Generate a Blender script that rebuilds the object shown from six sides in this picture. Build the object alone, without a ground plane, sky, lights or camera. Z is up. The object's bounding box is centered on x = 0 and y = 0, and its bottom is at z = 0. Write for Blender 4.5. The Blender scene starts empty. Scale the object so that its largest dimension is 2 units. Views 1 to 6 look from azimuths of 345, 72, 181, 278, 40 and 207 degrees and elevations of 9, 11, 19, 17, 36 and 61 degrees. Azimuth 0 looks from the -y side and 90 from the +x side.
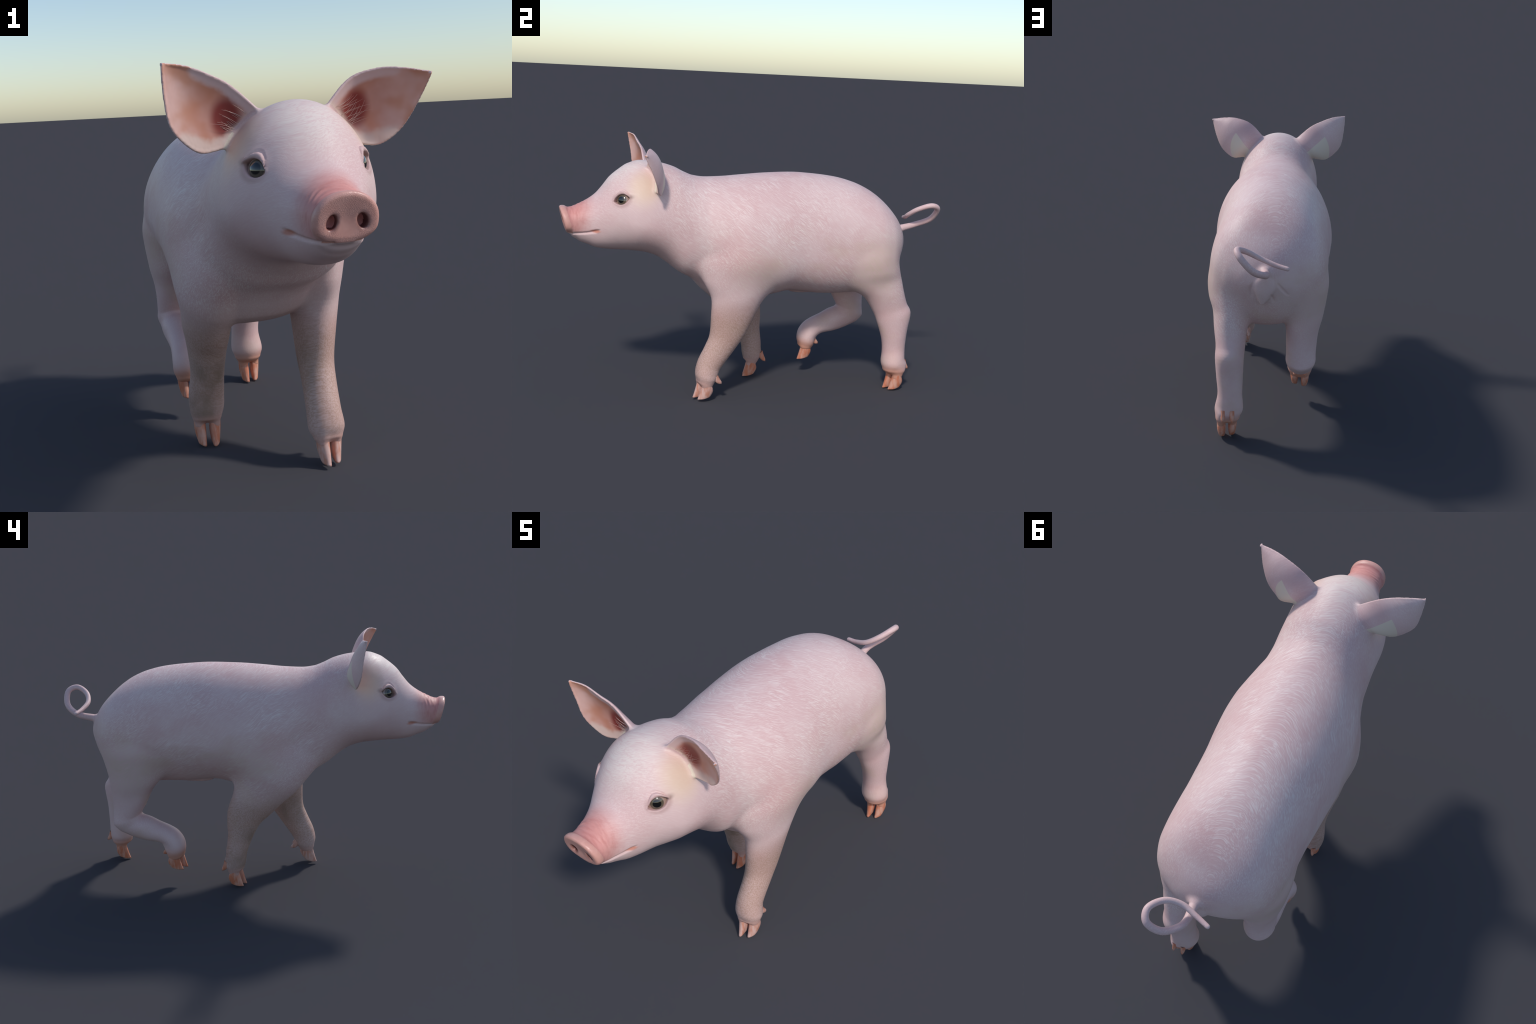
"""A young pink pig walking: one smooth body surface, built as a blend of lofts through
cross-sections (an implicit surface), meshed, and split into named anatomical parts."""
import math
import bmesh
import bpy
import numpy as np
from mathutils import Matrix, Vector, kdtree

rng = np.random.default_rng(7)
H = 0.0036                      # cell size of the surface mesh
X0 = -0.0105                    # the animal's plane of symmetry


# ------------------------------------------------------------------ small maths
def pchip(xs, ys):
    """Monotone cubic through stations: no overshoot between cross-sections."""
    xs, ys = np.asarray(xs, float), np.asarray(ys, float)
    h, d = np.diff(xs), np.diff(ys) / np.diff(xs)
    m = np.zeros(len(xs))
    for i in range(1, len(xs) - 1):
        if d[i - 1] * d[i] > 0:
            w1, w2 = 2 * h[i] + h[i - 1], h[i] + 2 * h[i - 1]
            m[i] = (w1 + w2) / (w1 / d[i - 1] + w2 / d[i])
    m[0], m[-1] = d[0], d[-1]

    def f(x):
        x = np.clip(x, xs[0], xs[-1])
        i = np.clip(np.searchsorted(xs, x) - 1, 0, len(h) - 1)
        t = (x - xs[i]) / h[i]
        return ((1 + 2 * t) * (1 - t) ** 2 * ys[i] + t * (1 - t) ** 2 * h[i] * m[i]
                + t * t * (3 - 2 * t) * ys[i + 1] + t * t * (t - 1) * h[i] * m[i + 1])
    return f


def spline(C, n):
    """Catmull-Rom curve through control points."""
    C = np.asarray(C, float)
    P = np.vstack([2 * C[0] - C[1], C, 2 * C[-1] - C[-2]])
    m = len(C) - 1
    t = np.linspace(0, m, n)
    i = np.minimum(t.astype(int), m - 1)
    u = (t - i)[:, None]
    p0, p1, p2, p3 = P[i], P[i + 1], P[i + 2], P[i + 3]
    return .5 * (2 * p1 + (p2 - p0) * u + (2 * p0 - 5 * p1 + 4 * p2 - p3) * u * u + (3 * p1 - p0 - 3 * p2 + p3) * u ** 3)


def even(C, n, fine=400):
    """The same curve sampled at even arc length."""
    X = spline(C, fine)
    d = np.r_[0, np.cumsum(np.linalg.norm(np.diff(X, axis=0), axis=1))]
    t = np.linspace(0, d[-1], n)
    return np.stack([np.interp(t, d, X[:, k]) for k in range(X.shape[1])], -1)


def smin(a, b, k):
    h = np.maximum(k - np.abs(a - b), 0) / k
    return np.minimum(a, b) - h * h * k * .25


def smax(a, b, k):
    return -smin(-a, -b, k)


def unit(v):
    v = np.asarray(v, float)
    return v / np.linalg.norm(v)


# ------------------------------------------------------------------ implicit parts
class SliceLoft:
    """Loft along y: each station is a section made of an upper and a lower half superellipse.
    Each profile is a list of (y, value): top z, bottom z, z of greatest width, half width, centre x,
    exponents of the upper and lower halves, and how far the lower half leans sideways."""

    def __init__(self, top, bottom, wide, half, centre, upper, lower, lean):
        self.top, self.bottom, self.wide, self.half, self.centre = (pchip(*zip(*s)) for s in (top, bottom, wide, half, centre))
        self.nt, self.nb, self.lean = (pchip(*zip(*s)) for s in (upper, lower, lean))
        ys = [s[0] for s in half]
        self.y0, self.y1 = min(ys), max(ys)

    def raw(self, p):
        y = p[:, 1]
        yc = np.clip(y, self.y0, self.y1)
        zw = self.wide(yc)
        dx = p[:, 0] - self.centre(yc)
        dz = p[:, 2] - zw
        up = dz > 0
        dx = dx + np.where(up, 0, self.lean(yc) * dz * 1.35 * np.abs(dz) / (np.abs(dz) + .08))
        hz = np.where(up, self.top(yc) - zw, zw - self.bottom(yc))
        hz = np.maximum(hz, .004)
        n = np.where(up, self.nt(yc), self.nb(yc))
        a, b = np.abs(dx) / np.maximum(self.half(yc), .004), np.abs(dz) / hz
        rho = np.maximum((a ** n + b ** n + 1e-12) ** (1 / n), 1e-3)
        q = np.sqrt(dx * dx + dz * dz + 1e-9)
        f = q - q / rho
        over = np.maximum(self.y0 - y, 0) + np.maximum(y - self.y1, 0)
        return np.where(over > 0, np.sqrt(np.maximum(f, 0) ** 2 + over ** 2), f)

    def __call__(self, p):
        f = self.raw(p)
        e = np.array([0, .004, 0])
        g = (self.raw(p + e) - self.raw(p - e)) / .008
        return f / np.sqrt(1 + np.minimum(g * g, 30))


class Limb:
    """Loft along a limb: each station is front (y, z), back (y, z), centre x, half width in x.
    The section is an ellipse spanned by front-back and sideways."""

    def __init__(self, stations, n=48, end=.8, power=2.0, reach=.088):
        s = np.array(stations, float)
        front = np.c_[s[:, 4], s[:, 0], s[:, 1]]
        back = np.c_[s[:, 4], s[:, 2], s[:, 3]]
        mid, axis = (front + back) / 2, back - front
        both = spline(np.c_[mid, axis, s[:, 5]], n)
        self.c, ax, self.rs = both[:, :3], both[:, 3:6], both[:, 6]
        self.rb = np.linalg.norm(ax, axis=1) / 2
        self.b = ax / np.linalg.norm(ax, axis=1)[:, None]
        t = np.gradient(self.c, axis=0)
        self.step = np.linalg.norm(t, axis=1)
        self.nrm = np.cross(np.broadcast_to([1.0, 0, 0], self.b.shape), self.b)
        self.nrm *= np.sign((self.nrm * t).sum(1))[:, None]
        self.dc, self.dn = t, np.gradient(self.nrm, axis=0)
        self.n, self.end, self.power = n, end, power
        r = np.maximum(self.rb, self.rs).max()
        self.lo, self.hi = self.c.min(0) - r - reach, self.c.max(0) + r + reach

    def __call__(self, p):
        out = np.full(len(p), .3)
        inside = np.all((p > self.lo) & (p < self.hi), axis=1)
        q = p[inside]
        if not len(q):
            return out
        best, which = np.full(len(q), 1e9), np.zeros(len(q), int)
        for k in range(0, self.n):
            d = ((q - self.c[k]) ** 2).sum(1)
            m = d < best
            best[m], which[m] = d[m], k
        u = which.astype(float)

        def at(a, u=None):
            i = iu if u is None else np.minimum(u.astype(int), self.n - 2)
            w = wu if u is None else u - i
            return a[i] * (1 - w)[:, None] + a[i + 1] * w[:, None] if a.ndim == 2 else a[i] * (1 - w) + a[i + 1] * w
        for _ in range(5):                                   # slide to the section plane that holds the point
            d = q - at(self.c, u)
            nrm = at(self.nrm, u)
            den = (at(self.dc, u) * nrm).sum(1) - (d * at(self.dn, u)).sum(1)
            step = (d * nrm).sum(1) / np.where(np.abs(den) < .0018, .0018, np.abs(den))
            u = np.clip(np.clip(u + np.clip(step, -2, 2), which - 9, which + 9), 0, self.n - 1.0001)
        iu = u.astype(int)
        wu = u - iu
        d = q - at(self.c)
        b = at(self.b)
        x = d[:, 0]
        y = (d * b).sum(1)
        t = d - y[:, None] * b
        t[:, 0] = 0
        over = np.linalg.norm(t, axis=1)
        rs, rb = at(self.rs), at(self.rb)
        ends = np.minimum(rs, rb) * np.where(u < 2, 1.0, self.end)
        ended = ((u < .01) | (u > self.n - 1.01))
        tz = np.where(ended, over / ends, 0)
        k = self.power
        rho = np.maximum(((np.abs(x) / rs) ** k + (np.abs(y) / rb) ** k + tz ** k + 1e-12) ** (1 / k), 1e-3)
        dist = np.sqrt(x * x + y * y + np.where(ended, over * over, 0) + 1e-9)
        out[inside] = dist - dist / rho
        return out


class Tube:
    """A round tapered tube along a curve."""

    def __init__(self, pts, radii, n=160, reach=.06):
        both = even(np.c_[np.asarray(pts, float), radii], n)
        self.c, self.r = both[:, :3], both[:, 3]
        self.lo, self.hi, self.n = self.c.min(0) - reach, self.c.max(0) + reach, n

    def __call__(self, p):
        out = np.full(len(p), .3)
        m = np.all((p > self.lo) & (p < self.hi), axis=1)
        q = p[m]
        if not len(q):
            return out
        best = np.full(len(q), 1e9)
        for k in range(self.n - 1):
            a, ab = self.c[k], self.c[k + 1] - self.c[k]
            t = np.clip(((q - a) @ ab) / (ab @ ab), 0, 1)
            d = np.linalg.norm(q - a - t[:, None] * ab, axis=1) - (self.r[k] + (self.r[k + 1] - self.r[k]) * t)
            best = np.minimum(best, d)
        out[m] = best
        return out


class Ear:
    """A cupped leaf between two rim curves, swept with a thickness."""

    def __init__(self, upper, lower, depth, skew, thick):
        nu, nv = 84, 64
        U, L = even(upper, nu), even(lower, nu)
        u = np.linspace(0, 1, nu)
        self.axis = unit(U[-1] - (U[0] + L[0]) / 2)
        nrm = np.cross(L - U, np.broadcast_to(self.axis, U.shape))
        nrm[np.linalg.norm(nrm, axis=1) < 1e-5] = 0
        nrm = nrm[:int(nu * .8)].mean(0)
        nrm = unit(nrm if nrm[1] > 0 else -nrm)
        self.back = nrm
        v = np.linspace(0, 1, nv)
        D = pchip(*zip(*depth))(u)
        bend = (v ** skew * (1 - v)) / ((skew / (skew + 1)) ** skew / (skew + 1))
        G = U[:, None] * (1 - v)[None, :, None] + L[:, None] * v[None, :, None] + (D[:, None] * bend[None])[..., None] * nrm
        du, dv = np.gradient(G, axis=0), np.gradient(G, axis=1)
        N = np.cross(du, dv)
        N /= np.linalg.norm(N, axis=2)[..., None] + 1e-9
        N[(N @ nrm) < 0] *= -1
        self.P, self.N = G.reshape(-1, 3), N.reshape(-1, 3)
        T = pchip(*zip(*thick))(u)[:, None] * (1 - .62 * np.abs(2 * v - 1) ** 3)[None]
        self.T = np.maximum(T, .0036).ravel()
        self.lo, self.hi = self.P.min(0) - .05, self.P.max(0) + .05
        self.tree = kdtree.KDTree(len(self.P))
        for k, c in enumerate(self.P):
            self.tree.insert(c, k)
        self.tree.balance()

    def near(self, q):
        return np.array([self.tree.find(c)[1] for c in q])

    def __call__(self, p):
        out = np.full(len(p), .3)
        m = np.all((p > self.lo) & (p < self.hi), axis=1)
        if m.any():
            q = p[m]
            k = self.near(q)
            d = q - self.P[k]
            dn = (d * self.N[k]).sum(1)
            tan = np.sqrt(np.maximum((d * d).sum(1) - dn * dn, 0))
            out[m] = np.sqrt(dn * dn + np.maximum(tan - .0028, 0) ** 2) - self.T[k]
        return out


# ------------------------------------------------------------------ the animal
mirror = lambda a: [2 * X0 - a[0], *a[1:]]

TRUNK = SliceLoft(
    top=[(-.968, .966), (-.945, .970), (-.91, .985), (-.868, 1.007), (-.827, 1.037), (-.794, 1.075), (-.76, 1.119), (-.715, 1.157), (-.672, 1.185),
         (-.61, 1.202), (-.52, 1.193), (-.45, 1.175), (-.39, 1.147), (-.345, 1.131), (-.285, 1.124), (-.2, 1.127), (-.09, 1.137),
         (.045, 1.148), (.19, 1.153), (.3, 1.147), (.42, 1.133), (.52, 1.108), (.586, 1.080), (.635, 1.050), (.71, .985), (.768, .918), (.796, .868), (.813, .81)],
    bottom=[(-.968, .846), (-.950, .836), (-.940, .824), (-.92, .811), (-.905, .801), (-.866, .786), (-.825, .770), (-.79, .764), (-.754, .760), (-.67, .756), (-.60, .749), (-.54, .732), (-.47, .689), (-.42, .651),
            (-.355, .614), (-.31, .577), (-.28, .548), (-.235, .508), (-.17, .482), (-.1, .480), (0, .503), (.08, .526), (.16, .540),
            (.25, .533), (.33, .523), (.42, .521), (.5, .521), (.58, .523), (.65, .538), (.71, .585), (.76, .664), (.795, .745), (.813, .79)],
    wide=[(-.968, .905), (-.86, .905), (-.79, .92), (-.73, .93), (-.64, .915), (-.56, .91), (-.48, .90), (-.40, .88), (-.32, .85), (-.25, .81),
          (-.18, .775), (-.1, .765), (0, .775), (.2, .80), (.4, .80), (.6, .775), (.74, .79), (.813, .80)],
    half=[(-.968, .079), (-.945, .080), (-.90, .086), (-.86, .100), (-.825, .117), (-.79, .137), (-.76, .154), (-.73, .172), (-.69, .197), (-.64, .217),
         
          (-.56, .226), (-.48, .225), (-.40, .225), (-.32, .234), (-.25, .260), (-.18, .284), (-.1, .299), (-.02, .302), (.08, .299), (.2, .289),
          (.3, .284), (.4, .279), (.5, .279), (.6, .273), (.68, .248), (.74, .196), (.775, .140), (.795, .098), (.806, .06), (.813, .01)],
    centre=[(-.968, -.010), (-.3, -.010), (-.1, -.010), (.2, -.022), (.4, -.018), (.6, -.011), (.72, -.010), (.813, -.004)],
    upper=[(-.968, 2.0), (-.3, 2.0), (-.1, 2.02), (.25, 2.0), (.5, 2.1), (.68, 2.32), (.813, 2.1)],
    lower=[(-.968, 2.3), (-.86, 2.3), (-.7, 1.95), (-.5, 2.1), (-.38, 2.9), (-.25, 2.8), (-.1, 2.2), (.1, 2.0), (.813, 2.0)],
    lean=[(-.968, 0), (-.42, 0), (-.3, -.16), (-.18, -.16), (-.06, -.08), (.1, .13), (.4, .16), (.6, .05), (.813, 0)])

FORELEG_L = Limb([
    (-.20, .84, .02, .85, .135, .09), (-.305, .73, .055, .74, .150, .108), (-.310, .635, .040, .66, .164, .095), (-.272, .54, .012, .57, .172, .083), (-.268, .44, -.030, .47, .166, .071),
    (-.270, .345, -.085, .345, .158, .061), (-.290, .285, -.142, .258, .155, .057), (-.325, .205, -.207, .165, .151, .058),
    (-.336, .145, -.233, .110, .153, .061), (-.327, .106, -.251, .082, .155, .046)], end=.4)
FORELEG_R = Limb([
    (-.20, .84, .00, .85, -.155, .09), (-.345, .70, .02, .72, -.162, .102), (-.300, .585, .022, .625, -.182, .096), (-.205, .475, .060, .50, -.188, .085), (-.135, .40, .088, .415, -.182, .074),
    (-.078, .345, .094, .345, -.178, .066), (-.035, .265, .093, .275, -.177, .060), (-.005, .185, .105, .185, -.181, .064),
    (.003, .135, .103, .130, -.181, .061), (.011, .105, .092, .096, -.182, .046)], end=.4)
HINDLEG_L = Limb([
    (.50, .84, .66, .85, .10, .09), (.45, .74, .700, .76, .130, .118), (.455, .66, .742, .68, .146, .112), (.478, .590, .766, .618, .152, .090), (.568, .512, .786, .546, .153, .078),
    (.622, .435, .810, .480, .150, .069), (.650, .375, .836, .428, .152, .067), (.684, .285, .824, .33, .149, .062),
    (.696, .215, .820, .235, .146, .058), (.694, .150, .820, .150, .150, .067), (.703, .115, .812, .112, .153, .056)], end=.5)
THIGH_R = Limb([
    (.46, .84, .60, .85, -.10, .09), (.40, .74, .685, .755, -.148, .130), (.410, .66, .704, .672, -.170, .121), (.437, .583, .700, .57, -.184, .096), (.482, .515, .692, .475, -.182, .078),
    (.512, .453, .692, .40, -.180, .073), (.548, .39, .697, .335, -.180, .070)], end=.65)
SHANK_R = Limb([
    (.580, .39, .660, .292, -.180, .064), (.507, .372, .590, .262, -.180, .066), (.447, .342, .527, .244, -.178, .062), (.395, .318, .462, .235, -.177, .062),
    (.355, .290, .432, .220, -.177, .064), (.328, .250, .416, .198, -.178, .065), (.320, .207, .413, .170, -.179, .061), (.327, .172, .403, .154, -.180, .048)], end=.45)

TAIL = Tube([(-.0063, .790, .840), (-.0063, .8162, .8551), (-.0104, .9033, .876), (.0383, .9713, .9151), (.0922, .982, .9762), (.1102, .9353, .9975),
             (.0756, .8757, .9724), (.0171, .8515, .9366), (-.0511, .8648, .9121), (-.106, .881, .9022)],
            [.030, .020, .0158, .0155, .0150, .0142, .0132, .0122, .0112, .0100])

EAR_DEPTH = [(0, .026), (.25, .029), (.5, .026), (.8, .012), (1, 0)]
EAR_THICK = [(0, .0140), (.3, .0125), (.6, .0095), (.85, .0060), (1, .0045)]
EAR_R = Ear([(-.090, -.573, 1.155), (-.1836, -.5772, 1.2403), (-.2475, -.589, 1.2753), (-.3142, -.596, 1.3005), (-.3768, -.6118, 1.3075)],
            [(-.165, -.5535, 1.096), (-.232, -.5538, 1.0758), (-.2893, -.5687, 1.078), (-.3536, -.5895, 1.138), (-.3717, -.5998, 1.2188), (-.3771, -.6154, 1.3075)],
            EAR_DEPTH, .95, EAR_THICK)
EAR_L = Ear([(.075, -.5913, 1.160), (.1576, -.5877, 1.2467), (.2396, -.6054, 1.2741), (.3087, -.6279, 1.2716), (.3799, -.6472, 1.2575)],
            [(.150, -.5673, 1.082), (.2359, -.5543, 1.0664), (.2768, -.5682, 1.0781), (.3204, -.5836, 1.1174), (.3528, -.6111, 1.1797), (.3786, -.6519, 1.2573)],
            EAR_DEPTH, .95, EAR_THICK)

# eyes: point on the cornea, outward direction, and a frame in the lid plane
EYE = np.array([.1465, -.7225, 1.0260])
EYE_OUT = unit([.80, -.56, .20])
EYE_R = .043


def eye_frame(side):
    c, n = EYE.copy(), EYE_OUT.copy()
    if side < 0:
        c[0], n[0] = 2 * X0 - c[0], -n[0]
    back = unit(np.array([0, 1, .14]) - n * (np.array([0, 1, .14]) @ n))
    up = np.cross(back, n)
    up = up if up[2] > 0 else -up
    return c, n, back, up


def snout_disc(p):
    """Flat rounded nose plate, leaning forward at the top, with two nostrils."""
    x, z = p[:, 0] + .0095, p[:, 2] - .900
    y = p[:, 1] - (-.9685 + .27 * (.905 - p[:, 2]))
    n = np.where(z > 0, 2.15, 3.0)
    a, b = np.abs(x) / .0725, np.abs(z) / np.where(z > 0, .0615, .0380)
    rho = np.maximum((a ** n + b ** n + 1e-12) ** (1 / n), 1e-3)
    q = np.sqrt(x * x + z * z + 1e-9)
    d = q - q / rho
    dish = .0055 * np.exp(-(q / .042) ** 2) * (y < 0)
    e = np.abs(y) - .0040 + dish
    return np.minimum(np.maximum(d, e), 0) + np.sqrt(np.maximum(d, 0) ** 2 + np.maximum(e, 0) ** 2) - .0140


def ellipsoid(p, c, axes, r):
    d = (p - np.asarray(c)) @ np.asarray(axes).T
    k = np.linalg.norm(d / r, axis=1)
    return (k - 1) * np.min(r)


LIMBS = {"forelimb": FORELEG_L, "forelimb.001": FORELEG_R, "hindlimb": HINDLEG_L, "hindlimb.001": THIGH_R}


def mouth_curve(side):
    """The closed mouth: a line of (y, z) laid onto the side of the muzzle."""
    out = []
    for y, z in even([(-.819, .871), (-.841, .864), (-.864, .857), (-.89, .852), (-.92, .849), (-.944, .847), (-.962, .8465)], 14):
        zw, zb, w, n = (float(g(np.array([y]))[0]) for g in (TRUNK.wide, TRUNK.bottom, TRUNK.half, TRUNK.nb))
        x = w * max(1 - ((zw - z) / (zw - zb)) ** n, 0) ** (1 / n)
        out.append((X0 + side * (x + .0005), y, z))
    return out


MOUTH = [Tube(mouth_curve(s), [.003, .006, .0075, .007] + [.006] * 10, n=60, reach=.05) for s in (1, -1)]


def lid_arc(side, lift, radii):
    """An arc over the eye, a given height above the edge of the upper lid."""
    c, n, back, up = eye_frame(side)
    o = c - n * .034
    pts = []
    for a in np.linspace(-1, 1, 9):
        d = back * (.002 + .042 * a) + up * (lift * (1 - .7 * a * a) + .0255 * (1 - a * a) + .001) + n * .034
        q = o + d
        for _ in range(6):                                   # settle onto the skin
            q = q - n * float(TRUNK(q[None])[0])
        pts.append(q + n * .002)
    return Tube(pts, radii, n=40, reach=.04)


LID = [lid_arc(s, .0095, [.0005, .0012, .0028, .0042, .005, .0052, .005, .0044, .003]) for s in (1, -1)]
CREASE = [lid_arc(s, .0205, [.0005, .001, .002, .003, .0036, .0038, .0038, .0034, .001]) for s in (1, -1)]


def head_detail(f, p):
    """Eyelids, eye openings, mouth line, nose plate, nostrils."""
    m = (p[:, 1] < -.60) & (p[:, 2] > .76)
    if not m.any():
        return f
    q, g = p[m], f[m]
    # muzzle wrinkles
    t = np.clip((q[:, 2] - .90) / .06, 0, 1) * np.exp(-((q[:, 1] + .915) / .028) ** 2)
    g = g + .0017 * t * (.6 + .4 * np.sin(q[:, 0] * 55 + q[:, 1] * 90)) * np.sin((q[:, 1] + .12 * np.abs(q[:, 0] - X0)) * 2 * math.pi / .019 + 2.0 * np.sin(q[:, 0] * 40))
    g = smin(g, snout_disc(q), .010)
    for s in (1, -1):
        c, n, back, up = eye_frame(s)
        g = smin(g, ellipsoid(q, c - n * .034 + up * .002, [back, up, n], np.array([.050, .044, .0370])), .020)
        g = smin(g, LID[0 if s > 0 else 1](q), .012)
        g = smax(g, -CREASE[0 if s > 0 else 1](q), .004)
        d = q - c
        a, b, o = d @ back, d @ up - .0005, d @ n
        almond = np.where(b > 0, .0250, .0240) * (1 - np.clip(np.abs(a) / .042, 0, 1.3) ** 2.2) - np.abs(b)
        hole = smin(-almond * .8, np.full_like(a, .2), .001)
        hole = np.maximum(hole, -(o + .045))
        hole = np.where(np.linalg.norm(d, axis=1) < .09, hole, .1)
        g = smax(g, -hole, .005)
        g = smax(g, -MOUTH[0 if s > 0 else 1](q), .004)
        nx = -.0075 + s * .0405
        ax = np.array([unit([1, 0, .35 * s]), [0, 1, 0], unit([-.35 * s, 0, 1])])
        g = smax(g, -ellipsoid(q, (nx, -.980, .899), ax, np.array([.0132, .036, .0200])), .007)
    f[m] = g
    return f


def pasterns():
    """Two short lobes at the end of each leg that carry the claws."""
    out = []
    for nm, tips in CLAWS.items():
        for side, (x, y, z) in zip((1, -1), tips):
            out.append(Limb([(y + .026, z + .150, y + .096, z + .135, x, .022), (y + .023, z + .118, y + .090, z + .108, x + .003 * side, .0270),
                             (y + .021, z + .098, y + .081, z + .092, x + .005 * side, .0225), (y + .021, z + .066, y + .071, z + .066, x + .006 * side, .0178)], n=14, end=.3, reach=.04))
    return out


CLAWS = {"forelimb": [(.179, -.327, .010), (.139, -.345, .010)], "forelimb.001": [(-.162, .003, .003), (-.204, .015, .003)],
         "hindlimb": [(.178, .728, .002), (.137, .712, .002)], "hindlimb.001": [(-.158, .316, .088), (-.201, .333, .086)]}
PASTERNS = pasterns()
FLAP = Limb([(.740, .845, .796, .842, -.004, .034), (.756, .815, .820, .815, -.004, .050), (.758, .775, .822, .772, -.004, .050), (.755, .735, .812, .730, .000, .032), (.755, .708, .800, .700, .004, .014)], n=30, end=.4, power=2.6)
def rear(x, z):
    """How far back the rump reaches at (x, z)."""
    y = np.linspace(.60, .86, 521)
    q = np.c_[np.full(521, x), y, np.full(521, z)]
    f = np.minimum(np.minimum(TRUNK(q), FLAP(q)), np.minimum(HINDLEG_L(q), THIGH_R(q)))
    return y[f < 0].max()


VENT = [Tube([(x, rear(x, z), z) for x, z in pts], [.0005, .0036, .0005], n=24, reach=.05)
        for pts in (((.050, .800), (.057, .770), (.054, .735)), ((-.066, .800), (-.084, .775), (-.110, .742)), ((-.034, .748), (-.042, .728), (-.046, .708)))]


def body(p, full=True):
    f = TRUNK(p)
    for e in (EAR_R, EAR_L):
        f = smin(f, e(p), .020)
    low = p[:, 2] < .26
    leg = [FORELEG_L(p), FORELEG_R(p), HINDLEG_L(p), smin(THIGH_R(p), SHANK_R(p), .022)]
    if low.any():
        q = p[low]
        for i in range(4):
            g = leg[i][low]
            for t in PASTERNS[2 * i:2 * i + 2]:
                g = smin(g, t(q), .020)
            leg[i][low] = g
    outer = np.clip((np.abs(p[:, 0] - X0) - .10) / .10, 0, 1)   # broad blend outside, sharp armpit and groin
    for g, k, w in zip(leg, (.030, .030, .034, .034), (.036, .034, .022, .026)):
        f = smin(f, g, k + w * outer)
    # fold of skin that hangs under the tail
    m = (p[:, 1] > .68) & (p[:, 2] > .5)
    if m.any():
        q = p[m]
        g = smin(f[m], FLAP(q), .006)
        for t in VENT:
            g = smax(g, -t(q), .010)
        f[m] = g
    m = (np.abs(p[:, 1] - .26) < .15) & (p[:, 2] < .6)
    if m.any():
        f[m] = smin(f[m], ellipsoid(p[m], (.000, .265, .527), np.eye(3), np.array([.026, .070, .013])), .02)
    f = smin(f, TAIL(p), .026)
    return head_detail(f, p)


# ------------------------------------------------------------------ meshing (sparse surface nets)
def mesh_body():
    lo, hi = np.array([-.42, -1.02, .055]), np.array([.43, 1.02, 1.34])
    B = 8
    nb = np.ceil((hi - lo) / (H * B)).astype(int)
    n = nb * B + 1
    idx = np.stack(np.meshgrid(*[np.arange(k) for k in nb], indexing="ij"), -1).reshape(-1, 3)
    mid = lo + (idx + .5) * H * B
    v = body(mid)
    act = idx[np.abs(v) < H * B * np.where(mid[:, 1] > .70, 2.2, 1.5)]
    F = np.full(n, np.float32(9))
    loc = np.stack(np.meshgrid(*[np.arange(B + 1)] * 3, indexing="ij"), -1).reshape(-1, 3)
    need = np.zeros(n, bool)
    for o in loc:
        g = act * B + o
        need[g[:, 0], g[:, 1], g[:, 2]] = True
    gi = np.argwhere(need)
    vals = np.empty(len(gi), np.float32)
    for a in range(0, len(gi), 400000):
        vals[a:a + 400000] = body(lo + gi[a:a + 400000] * H)
    F[gi[:, 0], gi[:, 1], gi[:, 2]] = vals
    # cells of the active blocks
    cell = np.zeros(n, bool)
    for o in np.stack(np.meshgrid(*[np.arange(B)] * 3, indexing="ij"), -1).reshape(-1, 3):
        g = act * B + o
        cell[g[:, 0], g[:, 1], g[:, 2]] = True
    ci = np.argwhere(cell)
    corners = np.array([(i, j, k) for i in (0, 1) for j in (0, 1) for k in (0, 1)])
    cv = np.stack([F[tuple((ci + c).T)] for c in corners], -1)
    mixed = (cv.min(1) < 0) & (cv.max(1) >= 0)
    ci, cv = ci[mixed], cv[mixed]
    acc, cnt = np.zeros((len(ci), 3)), np.zeros(len(ci))
    for a in range(8):
        for b in range(a + 1, 8):
            if np.abs(corners[a] - corners[b]).sum() == 1:
                fa, fb = cv[:, a], cv[:, b]
                x = (fa < 0) != (fb < 0)
                t = np.where(x, fa / np.where(x, fa - fb, 1), 0)
                acc += np.where(x[:, None], corners[a] + t[:, None] * (corners[b] - corners[a]), 0)
                cnt += x
    verts = lo + (ci + acc / cnt[:, None]) * H
    vid = np.full(n, -1, np.int32)
    vid[tuple(ci.T)] = np.arange(len(ci))
    quads = []
    for ax in range(3):
        e = np.zeros(3, int)
        e[ax] = 1
        o1, o2 = np.roll([1, 0, 0], ax + 1), np.roll([1, 0, 0], ax + 2)
        f0, f1 = F[tuple(ci.T)], F[tuple((ci + e).T)]
        x = ((f0 < 0) != (f1 < 0)) & (ci[:, (ax + 1) % 3] > 0) & (ci[:, (ax + 2) % 3] > 0)
        g, neg = ci[x], f0[x] < 0
        q = np.stack([vid[tuple((g - a).T)] for a in (o1 * 0, o1, o1 + o2, o2)], -1)
        q[~neg] = q[~neg][:, ::-1]
        quads.append(q[(q >= 0).all(1)])
    return verts, np.vstack(quads)


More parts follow.
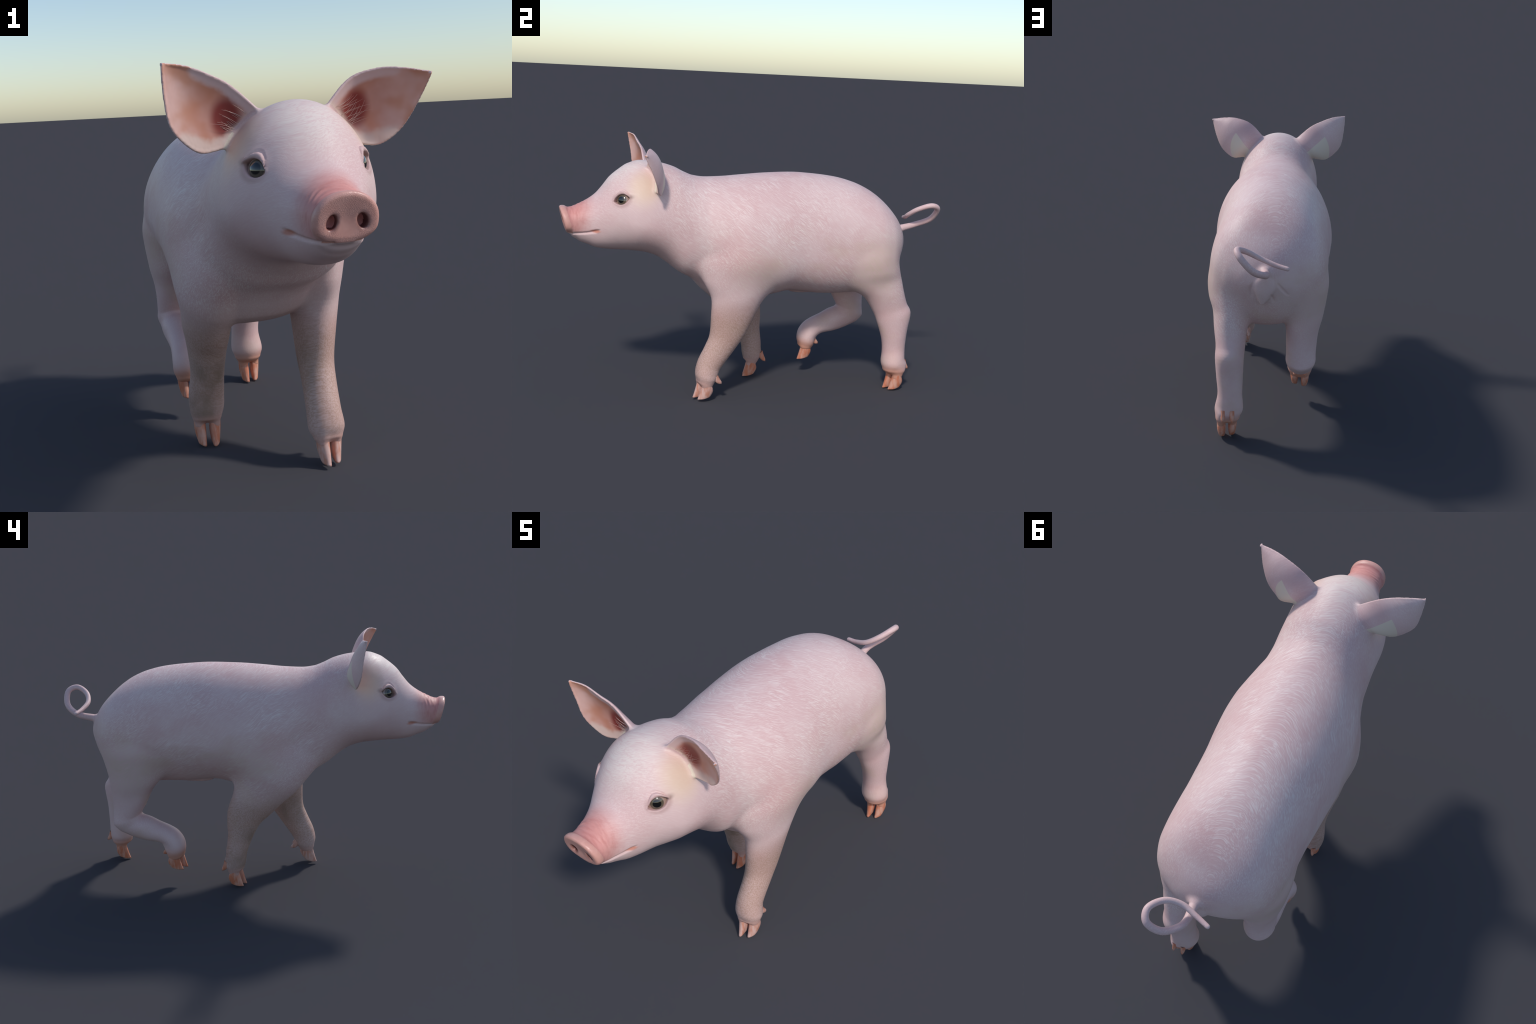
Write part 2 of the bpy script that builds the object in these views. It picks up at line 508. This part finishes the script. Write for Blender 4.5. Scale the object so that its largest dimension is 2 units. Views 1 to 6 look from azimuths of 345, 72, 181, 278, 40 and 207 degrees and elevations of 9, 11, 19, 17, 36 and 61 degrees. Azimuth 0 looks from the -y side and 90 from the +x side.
def relax(v, q, rounds=3):
    """Taubin smoothing: takes the grid's facets away without shrinking."""
    e = np.vstack([q[:, [0, 1]], q[:, [1, 2]], q[:, [2, 3]], q[:, [3, 0]]])
    deg = np.bincount(e.ravel(), minlength=len(v)).astype(float)
    for _ in range(rounds):
        for k in (.5, -.52):
            s = np.stack([np.bincount(e[:, 0], v[e[:, 1], c], len(v)) + np.bincount(e[:, 1], v[e[:, 0], c], len(v)) for c in range(3)], -1)
            v = v + k * (s / deg[:, None] - v)
    return v


def vertex_normals(v, q):
    nrm = np.cross(v[q[:, 2]] - v[q[:, 0]], v[q[:, 3]] - v[q[:, 1]])
    out = np.stack([sum(np.bincount(q[:, k], nrm[:, c], len(v)) for k in range(4)) for c in range(3)], -1)
    return out / (np.linalg.norm(out, axis=1)[:, None] + 1e-12)


def make_mesh(name, verts, faces, mat, normals=None):
    me = bpy.data.meshes.new(name)
    me.from_pydata(np.asarray(verts, float).tolist(), [], np.asarray(faces).tolist() if isinstance(faces, np.ndarray) else faces)
    me.polygons.foreach_set("use_smooth", [True] * len(me.polygons))
    me.materials.append(mat)
    if normals is not None:
        me.normals_split_custom_set_from_vertices(normals.tolist())
    me.update()
    return me


def add(name, me, parent=None, kind=None):
    o = bpy.data.objects.new(name, me)
    bpy.context.scene.collection.objects.link(o)
    if parent:
        o.parent = parent
    if kind:
        o["kind"] = kind
    return o


# ------------------------------------------------------------------ materials
class Nodes:
    def __init__(self, name):
        self.mat = bpy.data.materials.new(name)
        self.mat.use_nodes = True
        self.t = self.mat.node_tree
        self.bsdf = self.t.nodes["Principled BSDF"]
        self.co = self.t.nodes.new("ShaderNodeTexCoord").outputs["Object"]

    def new(self, kind, **inputs):
        n = self.t.nodes.new(kind)
        for k, v in inputs.items():
            if hasattr(n, k) and not k[0].isupper():
                setattr(n, k, v)
            else:
                self.put(n.inputs[k.replace("_", " ")], v)
        return n

    def put(self, sock, v):
        if isinstance(v, bpy.types.NodeSocket):
            self.t.links.new(v, sock)
        else:
            sock.default_value = v

    def math(self, op, a, b=None, c=None, clamp=False):
        n = self.t.nodes.new("ShaderNodeMath")
        n.operation, n.use_clamp = op, clamp
        for s, v in zip(n.inputs, (a, b, c)):
            if v is not None:
                self.put(s, v)
        return n.outputs[0]

    def noise(self, scale, vec=None, detail=3, rough=.55, distortion=0.0):
        n = self.new("ShaderNodeTexNoise", Scale=scale, Detail=detail, Roughness=rough, Distortion=distortion)
        self.put(n.inputs["Vector"], vec or self.co)
        return n.outputs["Fac"]

    def mapping(self, vec, rot=(0, 0, 0), scale=(1, 1, 1)):
        n = self.new("ShaderNodeMapping")
        self.put(n.inputs["Vector"], vec)
        n.inputs["Rotation"].default_value, n.inputs["Scale"].default_value = rot, scale
        return n.outputs[0]

    def ramp(self, v, a, b, lo=0.0, hi=1.0, smooth=True):
        n = self.new("ShaderNodeMapRange")
        n.interpolation_type = "SMOOTHSTEP" if smooth else "LINEAR"
        for k, x in zip(("Value", "From Min", "From Max", "To Min", "To Max"), (v, a, b, lo, hi)):
            self.put(n.inputs[k], x)
        return n.outputs[0]

    def dist(self, p, scale=(1, 1, 1)):
        s = self.new("ShaderNodeVectorMath", operation="SUBTRACT")
        self.put(s.inputs[0], self.co)
        s.inputs[1].default_value = p
        m = self.new("ShaderNodeVectorMath", operation="MULTIPLY")
        self.put(m.inputs[0], s.outputs[0])
        m.inputs[1].default_value = scale
        n = self.new("ShaderNodeVectorMath", operation="LENGTH")
        self.put(n.inputs[0], m.outputs[0])
        return n.outputs["Value"]

    def segment(self, a, b):
        """Distance of the surface from the line between two points."""
        a, ab = np.array(a, float), np.array(b, float) - np.array(a, float)
        s = self.new("ShaderNodeVectorMath", operation="SUBTRACT")
        self.put(s.inputs[0], self.co)
        s.inputs[1].default_value = a
        d = self.new("ShaderNodeVectorMath", operation="DOT_PRODUCT")
        self.put(d.inputs[0], s.outputs[0])
        d.inputs[1].default_value = ab / (ab @ ab)
        t = self.math("ADD", d.outputs["Value"], 0.0, clamp=True)
        m = self.new("ShaderNodeVectorMath", operation="SCALE")
        m.inputs[0].default_value = ab
        self.put(m.inputs["Scale"], t)
        e = self.new("ShaderNodeVectorMath", operation="DISTANCE")
        self.put(e.inputs[0], s.outputs[0])
        self.put(e.inputs[1], m.outputs[0])
        return e.outputs["Value"]

    def mix(self, fac, a, b):
        n = self.new("ShaderNodeMix", data_type="RGBA")
        self.put(n.inputs["Factor"], fac)
        for s, v in ((n.inputs[6], a), (n.inputs[7], b)):
            self.put(s, (*v, 1) if isinstance(v, tuple) else v)
        return n.outputs[2]

    def xyz(self):
        n = self.new("ShaderNodeSeparateXYZ")
        self.put(n.inputs[0], self.co)
        return n.outputs


def fur_streaks(N, fine=1.0, slant=40):
    """Fine hair that lies back and down: noise drawn out along a slant in the coordinates
    (distance round the barrel of the body, length along it), swept about by a slower noise."""
    warp = N.new("ShaderNodeTexNoise", Scale=7.0, Detail=2.0)
    N.put(warp.inputs["Vector"], N.co)
    v = N.new("ShaderNodeVectorMath", operation="MULTIPLY_ADD")
    N.put(v.inputs[0], warp.outputs["Color"])
    v.inputs[1].default_value = (.045, .045, .045)
    N.put(v.inputs[2], N.co)
    s = N.new("ShaderNodeSeparateXYZ")
    N.put(s.inputs[0], v.outputs[0])
    x, y, z = s.outputs
    x = N.math("ADD", x, .025)
    z = N.math("SUBTRACT", z, .80)
    turn = N.math("ARCTAN2", x, z)
    girth = N.math("MULTIPLY", N.math("SQRT", N.math("MULTIPLY_ADD", turn, turn, .05)), .27)
    r = N.math("SQRT", N.math("ADD", N.math("MULTIPLY", x, x), N.math("MULTIPLY", z, z)))
    ca, sa = math.cos(math.radians(slant)), math.sin(math.radians(slant))
    along = N.math("ADD", N.math("MULTIPLY", y, ca), N.math("MULTIPLY", girth, sa))
    across = N.math("SUBTRACT", N.math("MULTIPLY", girth, ca), N.math("MULTIPLY", y, sa))
    c = N.new("ShaderNodeCombineXYZ")
    N.put(c.inputs[0], N.math("MULTIPLY", along, 13 * fine))
    N.put(c.inputs[1], N.math("MULTIPLY", across, 330 * fine))
    N.put(c.inputs[2], N.math("MULTIPLY", r, 150 * fine))
    return N.noise(1.0, c.outputs[0], detail=2, rough=.5)


def circle(a, b, c):
    """Centre and radius of the circle through three points."""
    (ax, ay), (bx, by), (cx, cy) = a, b, c
    d = 2 * (ax * (by - cy) + bx * (cy - ay) + cx * (ay - by))
    A, B, C = ax * ax + ay * ay, bx * bx + by * by, cx * cx + cy * cy
    x = (A * (by - cy) + B * (cy - ay) + C * (ay - by)) / d
    y = (A * (cx - bx) + B * (ax - cx) + C * (bx - ax)) / d
    return (x, y), math.hypot(ax - x, ay - y)


def skin_material(ear=0):
    N = Nodes("ear_skin" if ear else "pink_skin_with_fine_coat")
    x, y, z = N.xyz()
    streak = N.math("ADD", N.math("MULTIPLY", fur_streaks(N), .5), N.math("MULTIPLY", fur_streaks(N, 1.75, 24), .5))
    patch = N.noise(4.0, detail=3)
    base = N.mix(N.ramp(patch, .35, .65), (.69, .44, .425), (.735, .51, .49))
    white = N.mix(N.ramp(streak, .43, .65, 0, .95), base, (.84, .69, .65))
    thin = N.noise(3.0, detail=3)
    trunk = N.math("MULTIPLY", N.ramp(y, -.62, -.42, .45, 1), N.ramp(z, .45, .62, .3, 1))      # coat shows most on the barrel
    col = N.mix(N.math("MULTIPLY", N.ramp(thin, .35, .65, .35, 1.0), trunk), N.mix(.12, base, (.80, .67, .66)), white)
    # warm mottling of the flanks
    flank = N.math("MULTIPLY", N.ramp(N.noise(6.5, N.mapping(N.co, (.5, 0, 0), (1, .7, 1.2)), detail=4), .48, .68), N.math("MULTIPLY", N.ramp(z, .98, .75), N.ramp(y, -.35, -.10)))
    col = N.mix(N.math("MULTIPLY", flank, .40), col, (.66, .47, .38))
    rosy = N.math("MULTIPLY", N.ramp(N.noise(5.0, N.mapping(N.co, (0, .4, 0), (1, .8, 1)), detail=3), .52, .70), N.ramp(y, -.60, -.35))
    col = N.mix(N.math("MULTIPLY", rosy, .35), col, (.66, .38, .37))
    # blush on the shoulder
    for p, r in (((.28, -.18, .78), .16), ((-.30, -.16, .78), .16)):
        col = N.mix(N.math("MULTIPLY", N.ramp(N.dist(p), r, .02, 0, .5), N.ramp(streak, .62, .4, .5, 1)), col, (.66, .36, .35))
    # tan-tipped hair low on the shoulder
    for q in ((.30, -.06, .70), (-.31, -.04, .70)):
        col = N.mix(N.math("MULTIPLY", N.ramp(N.dist(q, (1, .8, 1.1)), .19, .03, 0, .5), N.ramp(streak, .35, .6)), col, (.66, .49, .40))
    # cream crown and ear bases
    cream = N.math("MULTIPLY", N.ramp(N.dist((X0, -.67, 1.16), (1.1, .75, .8)), .19, .04), N.ramp(streak, .3, .6, .3, 1.0))
    col = N.mix(N.math("MULTIPLY", cream, .6), col, (.85, .77, .69))
    for s in (1, -1):
        p = (X0 + s * .175, -.62, 1.09)
        col = N.mix(N.ramp(N.dist(p, (1, 1, .8)), .115, .02, 0, .6), col, (.78, .60, .42))
    # tan forelegs and thighs
    fore = N.math("MULTIPLY", N.math("MULTIPLY", N.ramp(z, .58, .40), N.ramp(z, .07, .20, .55, 1)), N.ramp(y, .25, .15))
    fore = N.math("MULTIPLY", fore, N.ramp(streak, .35, .62, 1.0, .55))
    col = N.mix(N.math("MULTIPLY", fore, .9), col, (.44, .27, .20))
    dark = N.noise(14, N.mapping(N.co, (0, 0, 0), (1, 1, .5)), detail=3)
    for p in ((-.18, -.03, .27), (-.20, .02, .14), (.09, -.22, .33)):
        col = N.mix(N.math("MULTIPLY", N.ramp(N.dist(p, (1, 1, .8)), .10, .03, 0, .75), N.ramp(dark, .35, .65, .35, 1)), col, (.26, .18, .13))
    for s in (1, -1):
        col = N.mix(N.math("MULTIPLY", N.ramp(N.dist((s * .27, .60, .70), (1, .85, .9)), .24, .0, 0, .75), N.math("MULTIPLY", N.ramp(streak, .40, .60, .15, 1), N.ramp(patch, .30, .60, .35, 1))), col, (.62, .45, .35))
    # snout
    pink = N.ramp(N.dist((X0, -.955, .93), (.9, 1, .9)), .16, .06)
    nose = N.math("MULTIPLY", pink, N.ramp(z, .845, .865))
    col = N.mix(N.math("MULTIPLY", nose, .92), col, (.68, .29, .255))
    wr = N.noise(40, N.mapping(N.co, (0, 0, 0), (.5, 2.2, .8)), detail=3)
    col = N.mix(N.math("MULTIPLY", nose, N.ramp(wr, .4, .7, 0, .35)), col, (.50, .15, .13))
    # lips
    for s in (1, -1):
        m = mouth_curve(s)[2]
        col = N.mix(N.ramp(N.dist(m, (1, .5, 2.0)), .024, .008, 0, .85), col, (.55, .20, .13))
    # dark outer eye corners, then a tint over the lids
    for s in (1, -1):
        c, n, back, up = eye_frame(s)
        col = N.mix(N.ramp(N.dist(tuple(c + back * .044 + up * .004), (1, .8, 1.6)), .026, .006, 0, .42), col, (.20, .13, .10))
        col = N.mix(N.ramp(N.dist(tuple(c + back * .002), (1, .9, 1.2)), .056, .036, 0, .48), col, (.46, .26, .24))  # lid colour darkened to tone down the sky highlight on its ridge
    # orange skin above the hind claws
    for p in ((.16, .755, .085), (-.18, .365, .155)):
        col = N.mix(N.ramp(N.dist(p, (.7, .7, 1)), .085, .03, 0, .8), col, (.62, .25, .14))
    for p in ((.16, -.29, .08), (-.18, .05, .08)):
        col = N.mix(N.ramp(N.dist(p, (.7, .7, 1.3)), .07, .03, 0, .65), col, (.62, .34, .28))
    if ear:                                                  # sharp-edged tan patch on the back, pinker fold along the top
        e = EAR_L if ear > 0 else EAR_R
        G = e.P.reshape(84, 64, 3)
        for c in (G[8, 18], G[30, 10]):
            col = N.mix(N.ramp(N.dist(tuple(c), (1, 1, 1)), .075, .02, 0, .5), col, (.60, .36, .36))
        apex = (.238, 1.205) if ear > 0 else (-.269, 1.202)
        outer, low = (((.268, 1.132), (.263, 1.083)), (.162, 1.114)) if ear > 0 else (((-.296, 1.141), (-.298, 1.088)), (-.193, 1.133))
        (cx, cz), r = circle(apex, *outer)
        m = N.ramp(N.dist((cx, 0, cz), (1, 0, 1)), r + .001, r - .001)
        nx, nz = unit((apex[1] - low[1], low[0] - apex[0])) * ear           # straight edge from the apex down to the root
        side = N.math("MULTIPLY_ADD", x, nx, N.math("MULTIPLY_ADD", z, nz, -(nx * apex[0] + nz * apex[1])))
        m = N.math("MINIMUM", m, N.ramp(side, -.001, .001))
        col = N.mix(N.math("MULTIPLY", m, .75), col, (.80, .70, .55))
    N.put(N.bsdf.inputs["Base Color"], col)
    N.put(N.bsdf.inputs["Roughness"], N.ramp(streak, .3, .7, .56, .46))
    N.bsdf.inputs["Specular IOR Level"].default_value = .38
    N.bsdf.inputs["Sheen Weight"].default_value = 0
    bump = N.new("ShaderNodeBump", Strength=.18, Distance=.003)
    N.put(bump.inputs["Height"], streak)
    N.put(N.bsdf.inputs["Normal"], bump.outputs[0])
    return N.mat


def nose_material():
    N = Nodes("moist_pink_nose")
    pores = N.new("ShaderNodeTexVoronoi", Scale=400.0)
    N.put(pores.inputs["Vector"], N.co)
    n = N.noise(30)
    col = N.mix(N.ramp(n, .3, .7), (.66, .33, .275), (.72, .38, .32))
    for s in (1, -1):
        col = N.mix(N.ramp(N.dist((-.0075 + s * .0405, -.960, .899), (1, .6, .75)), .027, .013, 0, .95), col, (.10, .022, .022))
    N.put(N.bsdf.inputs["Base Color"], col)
    N.bsdf.inputs["Roughness"].default_value = .33
    bump = N.new("ShaderNodeBump", Strength=.22, Distance=.002)
    smooth = N.ramp(N.dist((-.0075, -.975, .888), (.8, .5, 1)), .018, .036)          # the middle of the plate is worn smooth
    N.put(bump.inputs["Height"], N.math("MULTIPLY", pores.outputs["Distance"], smooth))
    N.put(N.bsdf.inputs["Normal"], bump.outputs[0])
    return N.mat


def ear_inner_material():
    N = Nodes("red_inner_ear")
    n = N.noise(14, detail=4)
    col = N.mix(N.ramp(n, .3, .7), (.72, .41, .34), (.78, .48, .42))
    orange = N.noise(9, detail=2)
    col = N.mix(N.ramp(orange, .42, .65, 0, .7), col, (.60, .24, .13))
    for e in (EAR_R, EAR_L):
        G = e.P.reshape(84, 64, 3)
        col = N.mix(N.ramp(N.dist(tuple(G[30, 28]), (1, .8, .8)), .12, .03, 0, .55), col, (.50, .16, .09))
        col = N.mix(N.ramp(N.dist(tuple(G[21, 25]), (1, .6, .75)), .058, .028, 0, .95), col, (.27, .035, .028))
        def line(pts):                                         # distance from a polyline on the ear
            m = None
            for p, q in zip(pts[:-1], pts[1:]):
                d = N.segment(tuple(p), tuple(q))
                m = d if m is None else N.math("MINIMUM", m, d)
            return m
        wide = N.math("MULTIPLY", N.noise(25), .02)
        col = N.mix(N.ramp(N.math("SUBTRACT", line([G[u, 0] for u in (0, 14, 28, 42, 58)]), wide), .022, .002, 0, .85), col, (.76, .55, .53))
        col = N.mix(N.ramp(N.math("SUBTRACT", line([G[3, v] for v in (4, 24, 44, 62)]), wide), .030, .008, 0, .85), col, (.78, .62, .52))
        col = N.mix(N.ramp(N.math("SUBTRACT", line([G[u, 62] for u in (2, 18, 36)]), wide), .022, .000, 0, .75), col, (.76, .58, .50))
    N.put(N.bsdf.inputs["Base Color"], col)
    N.bsdf.inputs["Roughness"].default_value = .5
    return N.mat


def hoof_material(name, dark, pale):
    N = Nodes(name)
    n = N.noise(60, N.mapping(N.co, (0, 0, 0), (1, 1, .3)))
    col = N.mix(N.ramp(n, .35, .65), dark, pale)
    N.put(N.bsdf.inputs["Base Color"], col)
    N.bsdf.inputs["Roughness"].default_value = .45
    return N.mat


def plain_material(name, colour, rough):
    N = Nodes(name)
    N.put(N.bsdf.inputs["Base Color"], N.mix(N.noise(80), tuple(c * .85 for c in colour), colour))
    N.bsdf.inputs["Roughness"].default_value = rough
    return N.mat


def eye_material(side):
    c, n, back, up = eye_frame(side)
    N = Nodes("dark_wet_eye")
    d = N.dist(tuple(c - back * .004 + up * .001))
    col = N.mix(N.ramp(d, .0245, .028), (.110, .085, .058), (.38, .26, .21))
    col = N.mix(N.ramp(d, .014, .018), (.004, .004, .004), col)
    N.put(N.bsdf.inputs["Base Color"], col)
    N.bsdf.inputs["Roughness"].default_value = .08
    N.bsdf.inputs["Coat Weight"].default_value = 1.0
    N.bsdf.inputs["Coat Roughness"].default_value = .02
    return N.mat


# ------------------------------------------------------------------ build
def claw(tip, side, length=.064, height=.092, lean=.026):
    """One horn claw: stacked sections from the coronet down to a flat, pointed sole whose tip turns inward."""
    tip = np.array(tip)
    rows, ring = 18, 32
    V = []
    for i in range(rows):
        t = i / (rows - 1)                                   # 0 sole, 1 top
        front = tip[1] + lean * t ** .85
        back = tip[1] + length + .012 * math.sin(math.pi * min(t * 1.2, 1)) + .004 * t
        w = .0135 + .0070 * math.sin(min(t * 1.5, 1) * math.pi / 2)
        for j in range(ring):
            a = 2 * math.pi * j / ring
            ca, sa = math.cos(a), math.sin(a)
            k = .5 - .5 * ca                                  # 0 front .. 1 back
            x = tip[0] + w * np.sign(sa) * abs(sa) ** .8 * (.86 + .2 * k) + side * (.006 * min(k * 2.5, 1) - .003) + side * .004 * t
            V.append((x, front + (back - front) * k, tip[2] + height * t + (1 - t) * (.014 * k * k + .003 * max(side * sa, 0))))
    F = [(i * ring + j, i * ring + (j + 1) % ring, (i + 1) * ring + (j + 1) % ring, (i + 1) * ring + j) for i in range(rows - 1) for j in range(ring)]
    F = [f[::-1] for f in F]
    F += [tuple(range(ring)), tuple(reversed(range((rows - 1) * ring, rows * ring)))]
    return V, F


def strand(V, F, pts, r):
    """A hair: a tapered three-sided tube."""
    n0 = len(V)
    t = unit(pts[-1] - pts[0])
    s = unit(np.cross(t, [.3, .5, .8]))
    b = np.cross(t, s)
    for i, c in enumerate(pts):
        w = r * (1 - .8 * i / (len(pts) - 1))
        V += [tuple(c + w * (math.cos(a) * s + math.sin(a) * b)) for a in (0, 2.094, 4.189)]
    for i in range(len(pts) - 1):
        for j in range(3):
            F.append((n0 + 3 * i + j, n0 + 3 * i + (j + 1) % 3, n0 + 3 * i + 3 + (j + 1) % 3, n0 + 3 * i + 3 + j))


def cone(a, b, ra, rb, ring=16, rows=6):
    a, b = np.array(a), np.array(b)
    t = unit(b - a)
    s = unit(np.cross(t, [1, 0, 0]))
    r = np.cross(t, s)
    V, F = [], []
    for i in range(rows):
        u = i / (rows - 1)
        w = (ra + (rb - ra) * u) * math.sqrt(max(1 - u ** 5, .02))
        c = a + (b - a) * u + s * .004 * math.sin(u * math.pi)
        V += [tuple(c + w * (math.cos(2 * math.pi * j / ring) * s * 1.25 + math.sin(2 * math.pi * j / ring) * r)) for j in range(ring)]
    F = [(i * ring + j, (i + 1) * ring + j, (i + 1) * ring + (j + 1) % ring, i * ring + (j + 1) % ring) for i in range(rows - 1) for j in range(ring)]
    F += [tuple(reversed(range((rows - 1) * ring, rows * ring)))]
    return V, F


def main():
    pig = bpy.data.objects.new("pig", None)
    bpy.context.scene.collection.objects.link(pig)
    pig["label"] = "young pink pig walking, upright ears, curly tail"
    pig["category"] = "pig"

    skin, nose, inner = skin_material(), nose_material(), ear_inner_material()
    pale_horn = hoof_material("pale_pink_claw_horn", (.58, .25, .17), (.68, .43, .37))
    red_horn = hoof_material("orange_claw_horn", (.60, .19, .10), (.66, .34, .25))
    ear_skin = {"ear": skin_material(1), "ear.001": skin_material(-1)}
    V, Q = mesh_body()
    V = relax(V, Q)
    VN = vertex_normals(V, Q)
    C = V[Q].mean(1)
    FN = VN[Q].mean(1)

    # which part each face belongs to
    big = TRUNK(C)
    label = np.where(C[:, 1] < -.50 - .35 * (C[:, 2] - .95), 0, np.where(C[:, 1] < -.30 - .25 * (C[:, 2] - .85), 1, 2))
    names = ["head", "neck", "torso", "snout", "ear", "ear.001", "tail", "forelimb", "forelimb.001", "hindlimb", "hindlimb.001", "inner_ear", "inner_ear.001"]
    for i, nm in enumerate(("forelimb", "forelimb.001", "hindlimb", "hindlimb.001")):
        f = LIMBS[nm](C)
        if i == 3:
            f = np.minimum(f, SHANK_R(C))
        label[(f < big - .004) & (C[:, 2] < .66)] = 7 + i
    sn = snout_disc(C)
    label[(np.abs(sn) < .02) & (C[:, 1] < -.925) & (sn < big + .02) & (C[:, 1] - (-.9685 + .27 * (.905 - C[:, 2])) < .0125) & (C[:, 2] > .846)] = 3
    for i, e in enumerate((EAR_L, EAR_R)):
        f = e(C)
        on = f < np.minimum(big - .002, .03)
        label[on] = 4 + i
        k = np.zeros(len(C), int)
        k[on] = e.near(C[on])
        front = on & (f < big - .014) & (((C - e.P[k]) * e.N[k]).sum(1) < -.0015)
        label[front] = 11 + i
    label[TAIL(C) < big - .004] = 6

    made = {}
    for i, nm in enumerate(names):
        pick = Q[label == i]
        if not len(pick):
            continue
        used, inv = np.unique(pick, return_inverse=True)
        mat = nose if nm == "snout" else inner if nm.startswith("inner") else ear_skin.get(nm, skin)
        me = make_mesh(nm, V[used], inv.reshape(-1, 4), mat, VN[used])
        par = pig
        if nm.startswith("inner_ear"):
            par = made[nm.replace("inner_", "")]
        made[nm] = add(nm, me, par)

    # eyes
    for s in (1, -1):
        c, n, back, up = eye_frame(s)
        bpy_me = bpy.data.meshes.new("eye")
        bm = bmesh.new()
        bmesh.ops.create_uvsphere(bm, u_segments=48, v_segments=32, radius=EYE_R)
        bm.to_mesh(bpy_me)
        bm.free()
        o = c - n * (EYE_R - .0020)
        bpy_me.transform(Matrix.Translation(Vector(o)))
        bpy_me.polygons.foreach_set("use_smooth", [True] * len(bpy_me.polygons))
        bpy_me.materials.append(eye_material(s))
        add("eye" if s > 0 else "eye.001", bpy_me, made["head"])

    # pale hairs that cross the mouth of each ear
    hair = plain_material("pale_hair", (.80, .58, .50), .6)
    for nm, e, s in (("ear", EAR_L, 1), ("ear.001", EAR_R, -1)):
        G = e.P.reshape(84, 64, 3)
        vs, fs = [], []
        for k in range(26):
            v = int(rng.uniform(10, 42))
            u = int(rng.uniform(8, 13))
            root = G[u, v] - e.back * (e.T.reshape(84, 64)[u, v] - .002)
            aim = unit(e.axis * rng.uniform(.8, 1) + (G[u, 25] - G[u, v]) * rng.uniform(-2, 4) - e.back * rng.uniform(.05, .3))
            L = rng.uniform(.035, .085)
            sag = (e.back * rng.uniform(.1, .4) + unit(G[u, 40] - G[u, 20]) * rng.uniform(-.5, .35)) * L
            pts = [root + aim * L * t + sag * t * t for t in np.linspace(0, 1, 6)]
            strand(vs, fs, pts, .0006)
        add("ear_hair" if s > 0 else "ear_hair.001", make_mesh("ear_hair", vs, fs, hair), made[nm], "stuff")

    # claws and dewclaws
    feet = CLAWS
    dews = {"forelimb": [((.186, -.240, .130), (.190, -.206, .092)), ((.124, -.240, .130), (.120, -.203, .095))],
            "forelimb.001": [((-.150, .097, .140), (-.146, .128, .088)), ((-.212, .097, .140), (-.217, .125, .092))],
            "hindlimb": [((.172, .808, .158), (.174, .838, .114)), ((.132, .808, .158), (.128, .838, .114))],
            "hindlimb.001": [((-.157, .405, .207), (-.153, .435, .175)), ((-.203, .405, .207), (-.206, .435, .175))]}
    for nm in feet:
        horn = pale_horn if nm == "forelimb" else red_horn
        for side, t in zip((1, -1), feet[nm]):
            v, f = claw(t, side)
            add("claw", make_mesh("claw", v, f, horn), made[nm])
        for a, b in dews[nm]:
            v, f = cone(a, b, .0135, .0085)
            add("dewclaw", make_mesh("dewclaw", v, f, horn), made[nm])


main()
